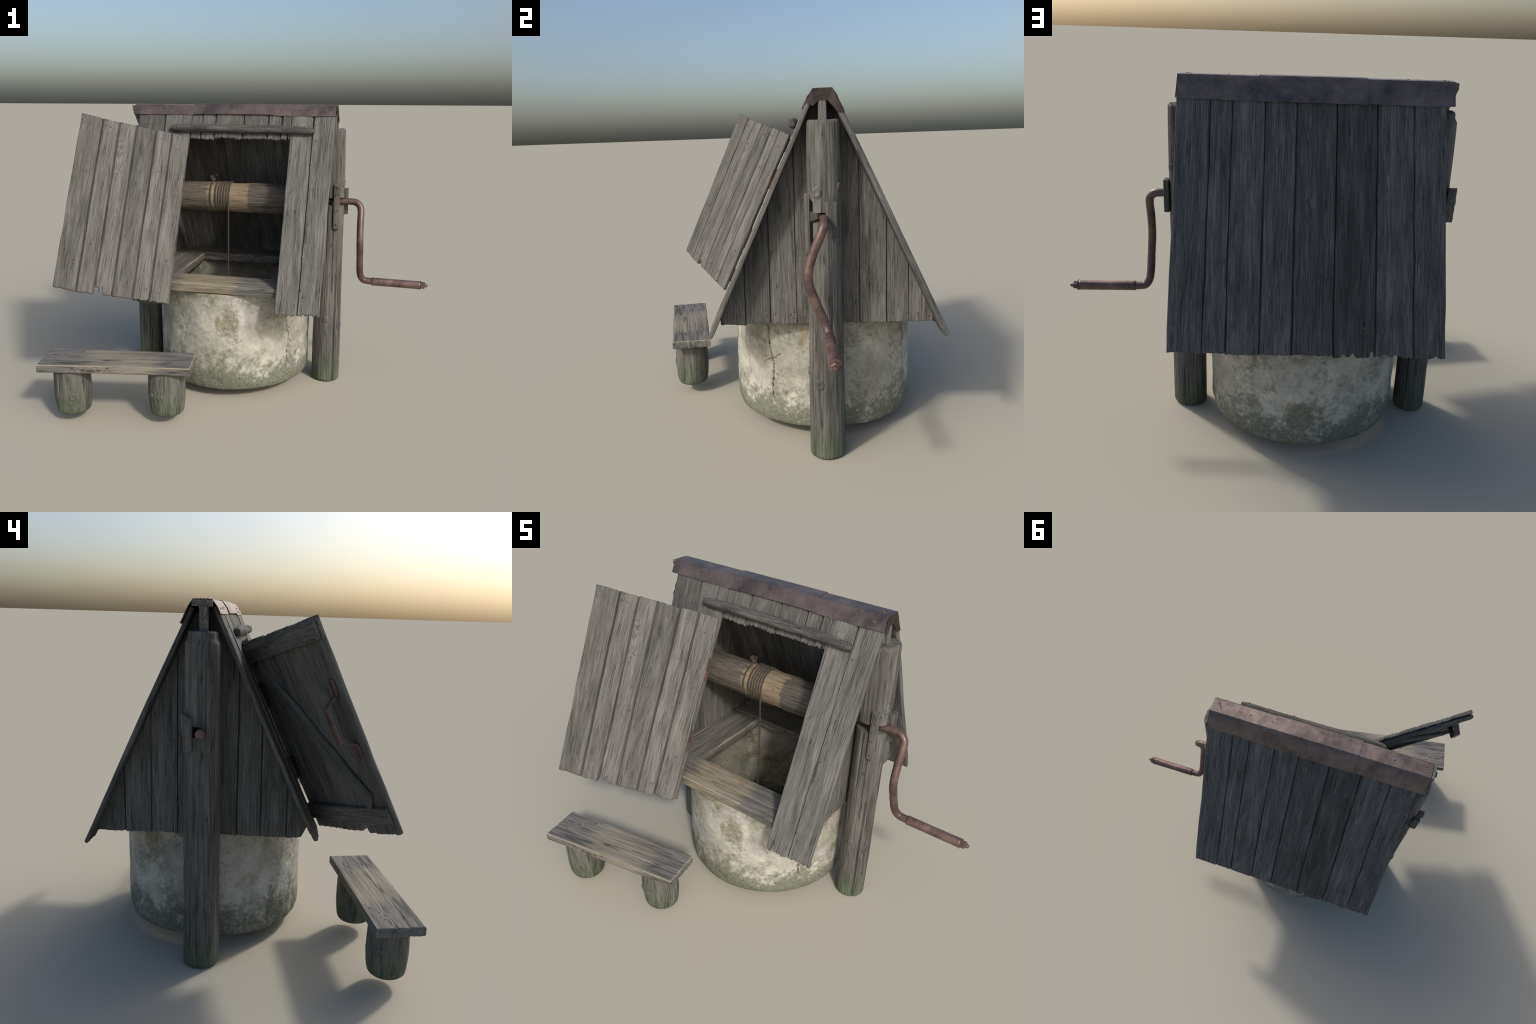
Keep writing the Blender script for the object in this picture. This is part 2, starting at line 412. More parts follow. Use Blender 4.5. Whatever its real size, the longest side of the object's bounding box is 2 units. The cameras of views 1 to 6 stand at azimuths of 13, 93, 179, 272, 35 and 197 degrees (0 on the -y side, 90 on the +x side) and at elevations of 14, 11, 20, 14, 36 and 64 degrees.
# --- concrete ring
def build_ring():
    R, RI, ztop, zbot = .463, .405, .633, .060
    prof = [(RI, zbot + .004), (RI + .004, zbot), (.451, zbot), (.4545, zbot + .002), (.458, zbot + .010), (.461, zbot + .022), (R, zbot + .036)]
    prof += [(R, z) for z in np.linspace(zbot + .085, ztop - .006, 92)]
    prof += [(R - .002, ztop - .002), (R - .006, ztop), (RI + .005, ztop), (RI, ztop - .005)]
    prof += [(RI, z) for z in np.linspace(ztop - .02, zbot + .02, 36)]
    prof = np.array(prof); n = 760; th = np.linspace(0, 2 * np.pi, n, endpoint=False)
    r = np.repeat(prof[:, :1], n, 1); z = np.repeat(prof[:, 1:], n, 1); T = np.repeat(th[None], len(prof), 0)
    c, s = np.cos(T) * 5, np.sin(T) * 5
    bump = .0045 * fbm(c * 1.1 + 20, s * 1.1 + z * 6, 3) + .0022 * fbm(T * 9 + 7, z * 22, 8) * (np.cos(T * .5) ** 2 * .3 + .7)
    pit = .0035 * np.clip(fbm(T * 20, z * 44, 12) - .28, 0, 1)
    r = r + np.where(r > .2, bump - pit, 0)
    # chips along the foot
    foot = np.clip((.12 - z) / .05, 0, 1) * (r > RI + .02)
    r = r - foot * .006 * np.clip(fbm(T * 6, z * 8, 41) - .05, 0, 1)
    # the settlement crack with its branches: (angle deg, height) polylines
    crack = np.full(r.shape, 9.)
    lines = [[(-36.5, .615), (-36.0, .50), (-35.2, .435), (-34.6, .395), (-33.4, .375), (-33.6, .30), (-34.4, .24), (-33.8, .185)],
             [(-34.6, .392), (-31.5, .400), (-29.2, .418), (-28.2, .424)],
             [(-34.6, .392), (-37.0, .382), (-40.5, .362)],
             [(-33.4, .33), (-31.2, .312), (-29.8, .292)]]
    for li, L in enumerate(lines):
        for (a0, z0), (a1, z1) in zip(L[:-1], L[1:]):
            ax, bx = math.radians(a0) * R, math.radians(a1) * R
            px = (((T + np.pi) % (2 * np.pi)) - np.pi) * R + .0045 * vn(z * 55, T * 40, 5); pz = z + .004 * vn(T * 60, z * 30, 6)
            dx, dz = bx - ax, z1 - z0; q = np.clip(((px - ax) * dx + (pz - z0) * dz) / (dx * dx + dz * dz), 0, 1)
            crack = np.minimum(crack, np.hypot(px - ax - q * dx, pz - z0 - q * dz) + (.0 if li == 0 else .0009))
    crack = np.where(r > RI + .02, crack, 9.)
    r = r - .012 * np.clip(1.1 - crack / .0046, 0, 1)
    V = np.stack([r * np.cos(T), r * np.sin(T), z], -1).reshape(-1, 3)
    m = len(prof); idx = np.arange(m * n).reshape(m, n); j = np.roll(idx, -1, 1)
    nx = np.roll(idx, -1, 0); jn = np.roll(j, -1, 0)          # closed wall section, open shaft
    F = np.stack([idx, j, jn, nx], -1).reshape(-1, 4)
    cm = np.maximum.reduce([crack.reshape(-1)[F[:, i]] for i in range(4)])
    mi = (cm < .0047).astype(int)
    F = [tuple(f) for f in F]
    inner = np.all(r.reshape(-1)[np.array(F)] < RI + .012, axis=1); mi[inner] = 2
    mesh_obj('well_ring', V, F, [M_CONC, M_DIRT, M_SHAFT_SHADE], Matrix.Translation((CX, CY, 0)), WELL, 60, mi)
build_ring()

# --- timber frame lying on the ring
FR = empty('rim_frame', (CX, CY, .633), WELL)
ztop, fth = .688, .054
HX = lambda O: frame(O, (0, -1, 0), (1, 0, 0), (0, 0, 1))       # board lying along x, face up
HY = lambda O: frame(O, (1, 0, 0), (0, 1, 0), (0, 0, 1))
plank('sill_board', FR, HX((-.16, -.150, ztop)), -.095, .096, jagged(-.47, .003, 1), jagged(.455, .003, 2), fth - .001, M_SILL, 21, r=.006, worn=(M_WORN, 'r'), checks=.4)
plank('rim_board', FR, HX((-.16, .572, ztop)), -.088, .088, -.47, .47, fth - .001, M_FRAME, 22, r=.006)
plank('rim_board', FR, HY((-.545, .217, ztop - .002)), -.095, .100, -.262, .262, fth - .003, M_FRAME, 23, r=.006, worn=(M_WORN, 'r'))
plank('rim_board', FR, HY((.226, .217, ztop - .002)), -.096, .095, -.262, .262, fth - .003, M_FRAME, 24, r=.006, worn=(M_WORN, 'l'))
# the splintered strip at the sill's right end
plank('sill_splinter', FR, frame((.21, -.2455, .648), (0, 0, 1), (1, 0, 0), (0, -1, 0)), -.0125, .0135, -.085, .083, .012, M_FRAME, 25, r=.003, worn=(M_WORN, 'tb'))

# --- posts
def post(name, cx, cy, ztop, rfun, knots, cracks, mat, parent, seed, zb=0.0, nseg=160, dz=.0065, slot=None, flat=None, chamfer=.014, top_round=.008, loc_z=0.0):
    zs = np.concatenate([[zb, zb + chamfer * .25, zb + chamfer * .6, zb + chamfer], np.arange(zb + chamfer + dz, ztop - top_round - dz * .3, dz),
                         ztop - top_round * np.array([1, .55, .22, 0])])
    if slot:                                       # rows exactly at the slot's lips
        z0, z1 = slot[1:]
        zs = np.sort(np.concatenate([zs[(np.abs(zs - z0) > .002) & (np.abs(zs - z1) > .002)], [z0 - .0008, z0 + .0003, z1 - .0003, z1 + .0008]]))
    th = np.linspace(0, 2 * np.pi, nseg, endpoint=False)
    z, T = np.meshgrid(zs, th, indexing='ij')
    r = rfun(T, z)
    c, s = np.cos(T) * 2, np.sin(T) * 2
    r = r * (1 + .014 * fbm(c * 1.2 + 9, s * 1.2 + z * 2.2, seed))
    r = r + .0016 * fbm(T * 22, z * 3.5, seed + 4) + .0011 * fbm(T * 60 / np.pi, z * 6, seed + 6)
    end = np.clip((z - (ztop - .09)) / .09, 0, 1)
    r = r - end * .0028 * np.clip(fbm(T * 26, z * 2, seed + 8), 0, 1)        # end-grain weathering
    for (a, zk, sz) in knots:
        d = np.hypot(((T - math.radians(a) + np.pi) % (2 * np.pi) - np.pi) * r, (z - zk) * .85)
        r = r + .0044 * np.exp(-((d - sz) / (sz * .34)) ** 2) - .0018 * np.exp(-(d / (sz * .45)) ** 2) - .0034 * np.exp(-((d - sz * 1.65) / (sz * .3)) ** 2) + .003 * np.exp(-(d / (sz * 2.2)) ** 2)
    for (a, z0, z1, dep) in cracks:
        ac = math.radians(a) + .05 * vn(z * 5, a, seed + 12)
        d = np.abs((T - ac + np.pi) % (2 * np.pi) - np.pi) * r
        r = r - dep * np.clip(1.15 - d / .0046, 0, 1) * np.clip((z - z0) / .05, 0, 1) * np.clip((z1 - z) / .05, 0, 1)
    e0 = np.clip((zb + chamfer - z) / chamfer, 0, 1); r = r - chamfer * .8 * (1 - np.sqrt(np.clip(1 - e0 ** 2, 0, 1)))
    e1 = np.clip((z - ztop + top_round) / top_round, 0, 1); r = r - top_round * (1 - np.sqrt(np.clip(1 - e1 ** 2, 0, 1)))
    x, y = r * np.cos(T), r * np.sin(T)
    if flat: x, y = flat(x, y, z)
    if slot:                                       # sawn slot for the axle, open to one side
        lim, z0, z1 = slot; ins = (z > z0) & (z < z1)
        y = np.where(ins, np.maximum(y, lim) if lim > 0 else np.minimum(y, lim), y)
    zz = z + np.where(np.arange(len(zs))[:, None] >= len(zs) - 4, .004 * fbm(T * 5, 0, seed + 2), 0)
    V = np.stack([x, y, zz], -1).reshape(-1, 3)
    m = len(zs); idx = np.arange(m * nseg).reshape(m, nseg); j = np.roll(idx, -1, 1)
    F = [tuple(f) for f in np.stack([idx[:-1], j[:-1], j[1:], idx[1:]], -1).reshape(-1, 4)]
    # end caps: rings towards the centre
    for row, up in ((0, False), (m - 1, True)):
        base = V[idx[row]]; cen = base.mean(0); prev = list(idx[row])
        for k, f in enumerate((.72, .42, .15)):
            ring = cen + (base - cen) * f; ring[:, 2] += (-.003 if up else 0) * (1 - f) + (.0015 * vn(th * 3, k, seed) if up else 0)
            new = list(range(len(V), len(V) + nseg)); V = np.concatenate([V, ring])
            F += [(prev[i], prev[(i + 1) % nseg], new[(i + 1) % nseg], new[i]) for i in range(nseg)]; prev = new
        F.append(tuple(prev))
    o = mesh_obj(name, V, F, mat, Matrix.Translation((cx, cy, loc_z)), parent, 55)
    return o

def r_right(T, z):
    r = np.interp(z, [0, .3, .45, .62, .95, 1.17, 1.24, 1.40, 1.525], [.083, .0825, .080, .078, .077, .077, .0795, .077, .0745])
    return r + .003 * np.cos(2 * T + 1.0) - .0042 * np.cos(4 * T) * np.clip((z - 1.15) / .06, 0, 1)
def flat_right(x, y, z):
    k = np.clip((z - .93) / .06, 0, 1) * np.clip((1.215 - z) / .03, 0, 1)
    lim = -.085 + .034 * k                         # hewn flat where the cleat sits
    w = np.clip((x - .008) / .018, 0, 1)
    return x, np.maximum(y, -.085 + (lim + .085) * w)
post('post', .419, .217, 1.526, r_right, [(-88, .404, .012), (-25, .363, .015), (-25, 1.224, .015), (50, 1.25, .010)],
     [(-50, -.1, .72, .012), (-72, .55, 1.06, .005), (-40, 1.2, 1.5, .004), (-100, .75, 1.1, .005), (150, .1, 1.3, .006), (20, .4, 1.0, .004)], M_POST, WELL, 101,
     slot=(.001, 1.094, 1.138), flat=flat_right, top_round=.012)

def r_left(T, z):
    r = np.interp(z, [0, .25, .55, 1.0, 1.3, 1.482, 1.492, 1.503, 1.526], [.0805, .079, .0785, .0785, .0765, .0745, .067, .0635, .062])
    return r - .0025 * np.cos(2 * T) - .0038 * np.cos(4 * T) * np.clip((z - .95) / .2, 0, 1)
post('post', -.7345, .217, 1.527, r_left, [(-158, 1.40, .010), (-170, .74, .010), (172, .30, .012), (118, .26, .012), (-60, .30, .012)],
     [(-165, 1.0, 1.5, .005), (170, .05, .7, .005), (-150, .3, 1.05, .004), (-75, .1, .9, .006), (60, .1, 1.0, .005)], M_POST, WELL, 102,
     slot=(-.001, 1.0885, 1.133))

# cleats that keep the axle in its slots
plank('cleat', WELL, frame((.463, .127, 1.09), (1, 0, 0), (0, 0, 1), (0, -1, 0)), -.017, .017, jagged(-.128, .002, 4), jagged(.130, .002, 5), .022, M_PLANK, 31, r=.003)
plank('cleat', WELL, frame((.517, .243, 1.11), (0, 1, 0), (0, 0, 1), (1, 0, 0)), (-.006, -.030), .024, jagged(-.078, .002, 6), jagged(.075, .002, 7), .024, M_PLANK, 32, r=.003)
plank('cleat', WELL, frame((-.827, .275, 1.11), (0, -1, 0), (0, 0, 1), (-1, 0, 0)), (-.008, -.026), .022, -.083,
      lambda u: .082 - .55 * np.clip(u + .02, 0, .04) + .004 * vn(u * 200, 0, 3), .040, M_PLANK, 33, r=.003)

plank('slot_wedge', WELL, frame((-.73, .2905, 1.112), (1, 0, 0), (0, 0, 1), (0, 1, 0)), -.064, .064, -.0235, .0235, .036, M_PLANK, 34, r=.003)

# --- roof
RO = empty('roof', (-.147, .217, .6), WELL)
SF = .4596; LF = math.hypot(1, SF)
NF = np.array([0, -1, SF]) / LF; VF = np.array([0, SF, 1]) / LF; OF = np.array([0, -.3215, .578])
SB = .4657; LB = math.hypot(1, SB)
NB = np.array([0, 1, SB]) / LB; VB = np.array([0, -SB, 1]) / LB; OB = np.array([0, .764, .570])
vf = lambda z: (z - .578) * LF
vbk = lambda z: (z - .570) * LB
def front_frame(xc, lift=0.): return frame(OF + np.array([xc, 0, 0]) + NF * lift, (1, 0, 0), VF, NF)
def back_frame(xc, lift=0.): return frame(OB + np.array([xc, 0, 0]) + NB * lift, (-1, 0, 0), VB, NB)
RT = .020
lo_left = lambda u: np.interp(u, [-.09, -.074, -.05, -.01, .03, .09], [vf(.745), vf(.73), vf(.69), vf(.632), vf(.590), vf(.584)]) + .005 * vn(u * 90, 0, 7)
FRONT = [  # x0 bottom,x1 bottom,x0 top,x1 top, bottom line, lift
    (-.728, -.567, -.731, -.567, lo_left, -.001),
    (-.566, -.404, -.566, -.404, jagged(vf(.578), .008, 202, 60, ((.03, .006, .02),)), .001),
    (-.403, -.337, -.406, -.337, jagged(vf(1.468), .007, 203, 120), -.001),
    (-.336, -.257, -.336, -.257, jagged(vf(1.466), .007, 204, 120), .0008),
    (-.256, -.088, -.256, -.088, jagged(vf(1.469), .008, 205, 120), -.0012),
    (-.087, .056, -.087, .056, jagged(vf(1.470), .008, 206, 120), .0006),
    (.057, .135, .057, .135, jagged(vf(1.466), .008, 207, 120), -.001),
    (.136, .192, .136, .192, jagged(vf(1.466), .006, 208, 120, ((.012, .004, .03),)), .001),
    (.199, .3165, .193, .3145, jagged(vf(.576), .007, 209, 70, ((-.031, .006, .075), (-.044, .008, -.010), (.055, .004, .012))), .0022),
    (.319, .4345, .317, .4345, jagged(vf(.580), .008, 210, 80, ((.02, .003, .012), (-.03, .003, .012), (.045, .003, .01))), -.0005),
]
for i, (a0, b0, a1, b1, low, lift) in enumerate(FRONT):
    xc = (a0 + b0) / 2
    plank('front_roof_plank', RO, front_frame(xc, lift), (a0 - xc - .0014, a1 - xc - .0014), (b0 - xc + .0012, b1 - xc + .0012), low, jagged(vf(1.628), .002, i), RT, M_PLANK if i > 7 else M_ROOF, 300 + i, wob=.002, checks=.55, r=.0065, groove=.013, joint={0: 'r', 9: 'l', 8: 'r', 1: 'l'}.get(i, 'lr'))
BACKX = [.4355, .2915, .195, .0525, -.0845, -.2575, -.434, -.594, -.7295]
BLOW = [jagged(vbk(.571), .003, 401, 40, slope=-.01), jagged(vbk(.573), .003, 402, 60), jagged(vbk(.567), .004, 403, 60), jagged(vbk(.571), .003, 404, 70),
        jagged(vbk(.574), .005, 405, 60), jagged(vbk(.568), .006, 406, 80, ((-.045, .010, .012), (-.005, .012, .014), (.076, .012, .030))),
        jagged(vbk(.574), .008, 407, 70, ((-.03, .016, .012), (.01, .02, .012))), jagged(vbk(.573), .006, 408, 70, ((.030, .008, .012), (-.064, .004, .05)))]
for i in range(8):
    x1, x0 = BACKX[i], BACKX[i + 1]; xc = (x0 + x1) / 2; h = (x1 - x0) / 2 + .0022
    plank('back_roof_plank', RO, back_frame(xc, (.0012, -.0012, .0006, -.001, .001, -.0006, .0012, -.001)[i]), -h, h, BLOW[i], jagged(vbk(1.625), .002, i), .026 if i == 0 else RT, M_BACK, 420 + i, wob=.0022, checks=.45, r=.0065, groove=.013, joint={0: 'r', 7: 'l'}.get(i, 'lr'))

# gables: upright boards trimmed to the roof slope
yin_f = lambda z: -.3215 + SF * (z - .578) + RT * LF + .001
yin_b = lambda z: .764 - SB * (z - .570) - RT * LB - .001
def gable(xface, ys, sgn, zb, seed, lows, lean=0.):
    for i in range(len(ys) - 1):
        y0, y1 = sorted((ys[i], ys[i + 1])); yc = (y0 + y1) / 2
        fr = frame((xface + sgn * (.001 if i % 2 else -.0008), yc, zb), (0, sgn, 0), (-sgn * math.sin(lean), 0, math.cos(lean)), (sgn * math.cos(lean), 0, math.sin(lean)))
        def top(u, yc=yc):
            y = yc + sgn * u
            zf = .578 + (y + .3215 - RT * LF - .001) / SF; zk = .570 + (.764 - y - RT * LB - .001) / SB
            return np.maximum(np.minimum(np.minimum(zf, zk), 1.60) - zb, .012)
        h = (y1 - y0) / 2 + .0018
        plank('gable_plank', GA, fr, -h, h, lows[i] if i < len(lows) and lows[i] else jagged(0, .004, seed + i, 60), top, .018, M_GABLE, seed + 20 + i, r=.005, warp=.002, groove=.013)
GA = empty('gable', (-.147, .217, .61), WELL)
gable(.341, [-.271, -.152, -.035, .087, .235, .377, .500, .600, .716], 1, .603, 500, [jagged(-.002, .004, 1), jagged(.006, .004, 2)], .008)
gable(-.6585, [.716, .583, .460, .339, .200, .067, -.040, -.162, -.258], -1, .606, 540,
      [None] * 7 + [lambda u: np.interp(u, [-.05, .02, .045], [0, .004, .055]) + .003 * vn(u * 90, 0, 4)])

# lintel bar above the opening
def lintel():
    xs = np.linspace(-.512, .328, 70); t = (xs - xs[0]) / (xs[-1] - xs[0])
    bow = .007 * np.sin(t * np.pi) - .003 + .003 * vn(t * 5, 0, 3)
    P = np.stack([OF + np.array([x, 0, 0]) + VF * (vf(1.518 - .009 * q) + b_) + NF * (.0185 + .003 * math.sin(q * 7)) for x, q, b_ in zip(xs, t, bow)])
    rad = np.interp(t, [0, .015, .05, .3, .7, .95, .985, 1], [.014, .019, .0225, .0238, .0232, .0205, .018, .013]) * (1 + .05 * vn(t * 9, 2, 8))
    v, f = sweep(P, rad, 12, .10, 9)
    c = P[35]
    o = mesh_obj('lintel_bar', v - c, f, M_LINTEL, Matrix.Translation(c), RO, 40)
lintel()

# ridge: timber board, struts down to the posts, sheet-metal cap in three lengths
plank('ridge_board', RO, frame((-.185, .217, 1.6525), (0, -1, 0), (1, 0, 0), (0, 0, 1)), -.041, .041, jagged(-.603, .002, 2), .615, .026, M_FRAME, 62, r=.003)
def strut(x0, x1, sgn, seed):
    fr = frame(((x0 + x1) / 2, .199, 1.52), (1, 0, 0), (0, 0, 1), (0, -1, 0)); h = (x1 - x0) / 2
    o = plank('ridge_strut', RO, fr, (-h + (.038 if sgn < 0 else 0), -h), h, 0, .1055, .033, M_FRAME, seed, r=.004, relief=.004, vstep=.006)
    return o
strut(-.798, -.690, -1, 63); strut(.345, .437, 1, 64)

def cap(x0, x1, lift, seed, fz, bz, name='ridge_cap'):
    pf = (lambda z: -.3215 + SF * (z - .578) - .006); pb = (lambda z: .764 - SB * (z - .570) + .006)
    prof = [(pf(fz), fz), (pf((fz + 1.652) / 2), (fz + 1.652) / 2), (.1735, 1.6515), (.1765, 1.6555), (.200, 1.6565), (.217, 1.6565), (.236, 1.6565), (.2565, 1.6560), (.2600, 1.6525)]
    for k in (.25, .5, .75, 1): z = 1.652 + (bz - 1.652) * k; prof.append((pb(z) if k > .2 else .26, z))
    prof = np.array(prof); n = int((x1 - x0) / .008); xs = np.linspace(x0, x1, n)
    # outward direction for lift and dents
    d = np.gradient(prof, axis=0); nn = np.stack([-d[:, 1], d[:, 0]], 1); nn /= np.linalg.norm(nn, axis=1)[:, None]
    k = np.arange(len(prof)); X, K = np.meshgrid(xs, k)
    dent = lift + .0013 * fbm(X * 26, K * .5, seed) * np.array([1.6, 1, .5, .5, 1, 1, 1, .5, .5, 1, 1, 1, 1.2])[K]
    Y = prof[K, 0] + nn[K, 0] * dent; Z = prof[K, 1] + nn[K, 1] * dent
    Z = Z + np.where(K == 0, .0014 * vn(X * 22, 0, seed + 2) + .0012 * vn(X * 90, 1, seed), 0) + np.where(K == len(prof) - 1, .002 * vn(X * 18, 0, seed + 3), 0)
    O = np.stack([X, Y, Z], -1); I = np.stack([X, Y - nn[K, 0] * .0025, Z - nn[K, 1] * .0025], -1)
    m = len(prof); V = np.concatenate([O.reshape(-1, 3), I.reshape(-1, 3)]); a = np.arange(m * n).reshape(m, n); b = a + m * n
    q = lambda A, B, C, D: [tuple(t) for t in np.stack([A.ravel(), B.ravel(), C.ravel(), D.ravel()], 1)]
    F = q(a[:-1, :-1], a[:-1, 1:], a[1:, 1:], a[1:, :-1]) + q(b[:-1, :-1], b[1:, :-1], b[1:, 1:], b[:-1, 1:])
    F += q(a[0, :-1], b[0, :-1], b[0, 1:], a[0, 1:]) + q(a[-1, :-1], a[-1, 1:], b[-1, 1:], b[-1, :-1])
    F += q(a[:-1, 0], a[1:, 0], b[1:, 0], b[:-1, 0]) + q(a[:-1, -1], b[:-1, -1], b[1:, -1], a[1:, -1])
    mesh_obj(name, V - np.array([-.16, .217, 1.6]), F, M_CAP, Matrix.Translation((-.16, .217, 1.6)), RO, 35)
cap(.080, .439, .000, 71, 1.596, 1.556); cap(-.389, .086, .0036, 72, 1.6005, 1.5525); cap(-.769, -.383, .000, 73, 1.598, 1.5555)

def flap():
    pts = [(.1745, 1.6545), (.259, 1.6545), (.304, 1.557), (.279, 1.557), (.237, 1.605), (.202, 1.606), (.176, 1.583), (.145, 1.598)]
    bm = bmesh.new(); vs = [bm.verts.new((0, y - .217, z - 1.6)) for y, z in pts]
    # three folded leaves meeting at the creases
    for q in ((0, 7, 6, 5), (0, 5, 4, 1), (1, 4, 3, 2)): bm.faces.new([vs[i] for i in q])
    for i in (6, 7, 2, 3): vs[i].co.x += .006
    for i in (4, 5): vs[i].co.x -= .001
    r = bmesh.ops.solidify(bm, geom=bm.faces[:], thickness=.003)
    me = bpy.data.meshes.new('ridge_cap_flap'); bm.to_mesh(me); bm.free(); me.materials.append(M_CAP)
    o = bpy.data.objects.new('ridge_cap_flap', me); SC.objects.link(o); place(o, Matrix.Translation((.4395, .217, 1.6)), RO)
flap()

# --- windlass
WI = empty('windlass', (-.16, .214, 1.109), WELL)
def log():
    n = 170; xs = np.linspace(-.47, .47, n); th = np.linspace(0, 2 * np.pi, 110, endpoint=False)
    X, T = np.meshgrid(xs, th, indexing='ij')
    r = .0885 + .0025 * vn(X * 5, np.cos(T), 5) + .0018 * fbm(T * 5, X * 6, 6) + .0014 * fbm(T * 16, X * 3, 9)
    r = r + .002 * np.interp(X, [-.14, .08, .12, .2], [0, 0, .8, 0]) + .0012 * fbm(T * 9, X * 40, 13)
    for a, x0, x1 in ((-1.2, -.4, -.15), (-2.0, .1, .4), (.6, -.3, .2), (2.6, -.1, .4)):
        d = np.abs((T - a - .06 * vn(X * 8, a, 3) + np.pi) % (2 * np.pi) - np.pi) * r
        r = r - .004 * np.clip(1 - d / .004, 0, 1) * np.clip((X - x0) / .05, 0, 1) * np.clip((x1 - X) / .05, 0, 1)
    V = np.stack([X, r * np.cos(T), r * np.sin(T)], -1).reshape(-1, 3); m = len(th)
    idx = np.arange(n * m).reshape(n, m); j = np.roll(idx, -1, 1)
    F = [tuple(f) for f in np.stack([idx[:-1], j[:-1], j[1:], idx[1:]], -1).reshape(-1, 4)] + [tuple(idx[0][::-1]), tuple(idx[-1])]
    mesh_obj('windlass_log', V, F, M_LOG, Matrix.Translation((-.16, .214, 1.109)), WI, 50)
log()
v, f = sweep([(-.848, .214, 1.110), (-.846, .214, 1.110), (-.75, .214, 1.110), (-.60, .214, 1.109)], [.0185, .021, .021, .021], 24)
mesh_obj('axle', v - np.array([-.7, .214, 1.11]), f, M_RUST, Matrix.Translation((-.7, .214, 1.11)), WI, 40)

def rope():
    R = .0935; cy, cz = .214, 1.109; P = []
    def at(phi, x): return (x, cy + R * math.sin(phi), cz + R * math.cos(phi))
    P += [(-.304, .236, 1.226), (-.300, .222, 1.218)]
    # one loose turn, then five tight ones; phi 0 is on top, turning towards the front (-y)
    xs = np.interp(np.arange(0, 101) / 100 * 6.25, [0, .25, .5, 1.0, 1.5, 6.25], [-.298, -.292, -.280, -.266, -.254, -.178])
    for i, t in enumerate(np.arange(0, 101) / 100 * 6.25):
        P.append(at(-2 * np.pi * t, xs[i]))
    x = xs[-1]
    for z in np.linspace(cz - .03, .12, 90): P.append((x - .004 * math.sin((1.08 - z) * 2.2), cy - R + .003 * math.sin(z * 9), z))
    # even spacing
    P = np.array(P); s = np.concatenate([[0], np.cumsum(np.linalg.norm(np.diff(P, axis=0), axis=1))])
    q = np.arange(0, s[-1], .0035); P = np.stack([np.interp(q, s, P[:, i]) for i in range(3)], 1)
    for _ in range(2): P[1:-1] = (P[:-2] + 2 * P[1:-1] + P[2:]) / 4
    _, T, N, B = frames_along(P); parts = []
    for k in range(3):
        a = q[:len(P)] / .02 * 2 * np.pi + k * 2.094
        parts.append(sweep(P + .0024 * (np.cos(a)[:, None] * N + np.sin(a)[:, None] * B), .0031, 6))
    # knot and frayed tail on top of the log
    t = np.linspace(0, 2 * np.pi * 2.2, 60)
    kn = np.stack([-.304 + .011 * np.cos(t) + .003 * np.sin(3 * t), .230 + .010 * np.sin(t), 1.217 + .010 * np.sin(t * 1.5 + .6) + .006 * np.cos(t * .7)], 1)
    parts.append(sweep(kn, .0048, 7))
    parts.append(sweep(spline([(-.300, .232, 1.222), (-.290, .226, 1.234), (-.281, .222, 1.240), (-.276, .218, 1.238)], 6), .0045, 7))
    parts.append(sweep(spline([(-.306, .228, 1.222), (-.315, .224, 1.231), (-.318, .220, 1.226)], 6), .0045, 7))
    v, f = merge(parts)
    mesh_obj('rope', v - np.array([-.23, .214, 1.109]), f, M_ROPE, Matrix.Translation((-.23, .214, 1.109)), WI, 60)
rope()

# --- crank
CR = empty('crank', (.49, .213, 1.11), WELL)
path = polyround([(.28, .213, 1.111), (.598, .213, 1.113), (.602, .138, .905), (.606, .205, .700), (.617, .221, .641), (.690, .2195, .6385)], .055, 9)
ctr = spline([(.28, .213, 1.111), (.44, .213, 1.111), (.530, .212, 1.113), (.566, .210, 1.109), (.590, .203, 1.089), (.598, .190, 1.055), (.599, .166, 1.000), (.601, .146, .940), (.603, .137, .895),
              (.604, .141, .852), (.605, .157, .805), (.605, .178, .750), (.606, .198, .702), (.612, .211, .668), (.630, .219, .645), (.656, .2205, .6395), (.700, .2205, .638)], 8)
v, f = sweep(ctr, .0195, 24, .03, 5)
mesh_obj('crank_rod', v - np.array([.6, .2, .9]), f, M_RUST, Matrix.Translation((.6, .2, .9)), CR, 50)
h0, h1 = np.array((.677, .2205, .6382)), np.array((.957, .2225, .6345)); hd = (h1 - h0) / np.linalg.norm(h1 - h0)
L = np.linalg.norm(h1 - h0)
sec = [(0, .0225), (.003, .0242), (.02, .0238), (.1, .0235), (.2, .0236), (L - .012, .024), (L - .003, .0245), (L, .0225)]
v, f = sweep([h0 + hd * a for a, _ in sec], [b for _, b in sec], 28, .02, 7)
mesh_obj('crank_grip', v - h0, f, M_RUST, Matrix.Translation(h0), CR, 40)
wsh = sweep([h1 + hd * a for a in (-.002, .001, .004, .005)], [.019, .0262, .0262, .023], 24)
nut = sweep([h1 + hd * a for a in (.004, .006, .024, .0275)], [.0195, .0205, .0205, .0165], 6)
tip = sweep([h1 + hd * a for a in (.02, .038, .041, .0425)], [.0095, .0095, .008, .005], 14)
v, f = merge([wsh, nut, tip]); mesh_obj('crank_nut', v - h1, f, M_RUST, Matrix.Translation(h1), CR, 30)

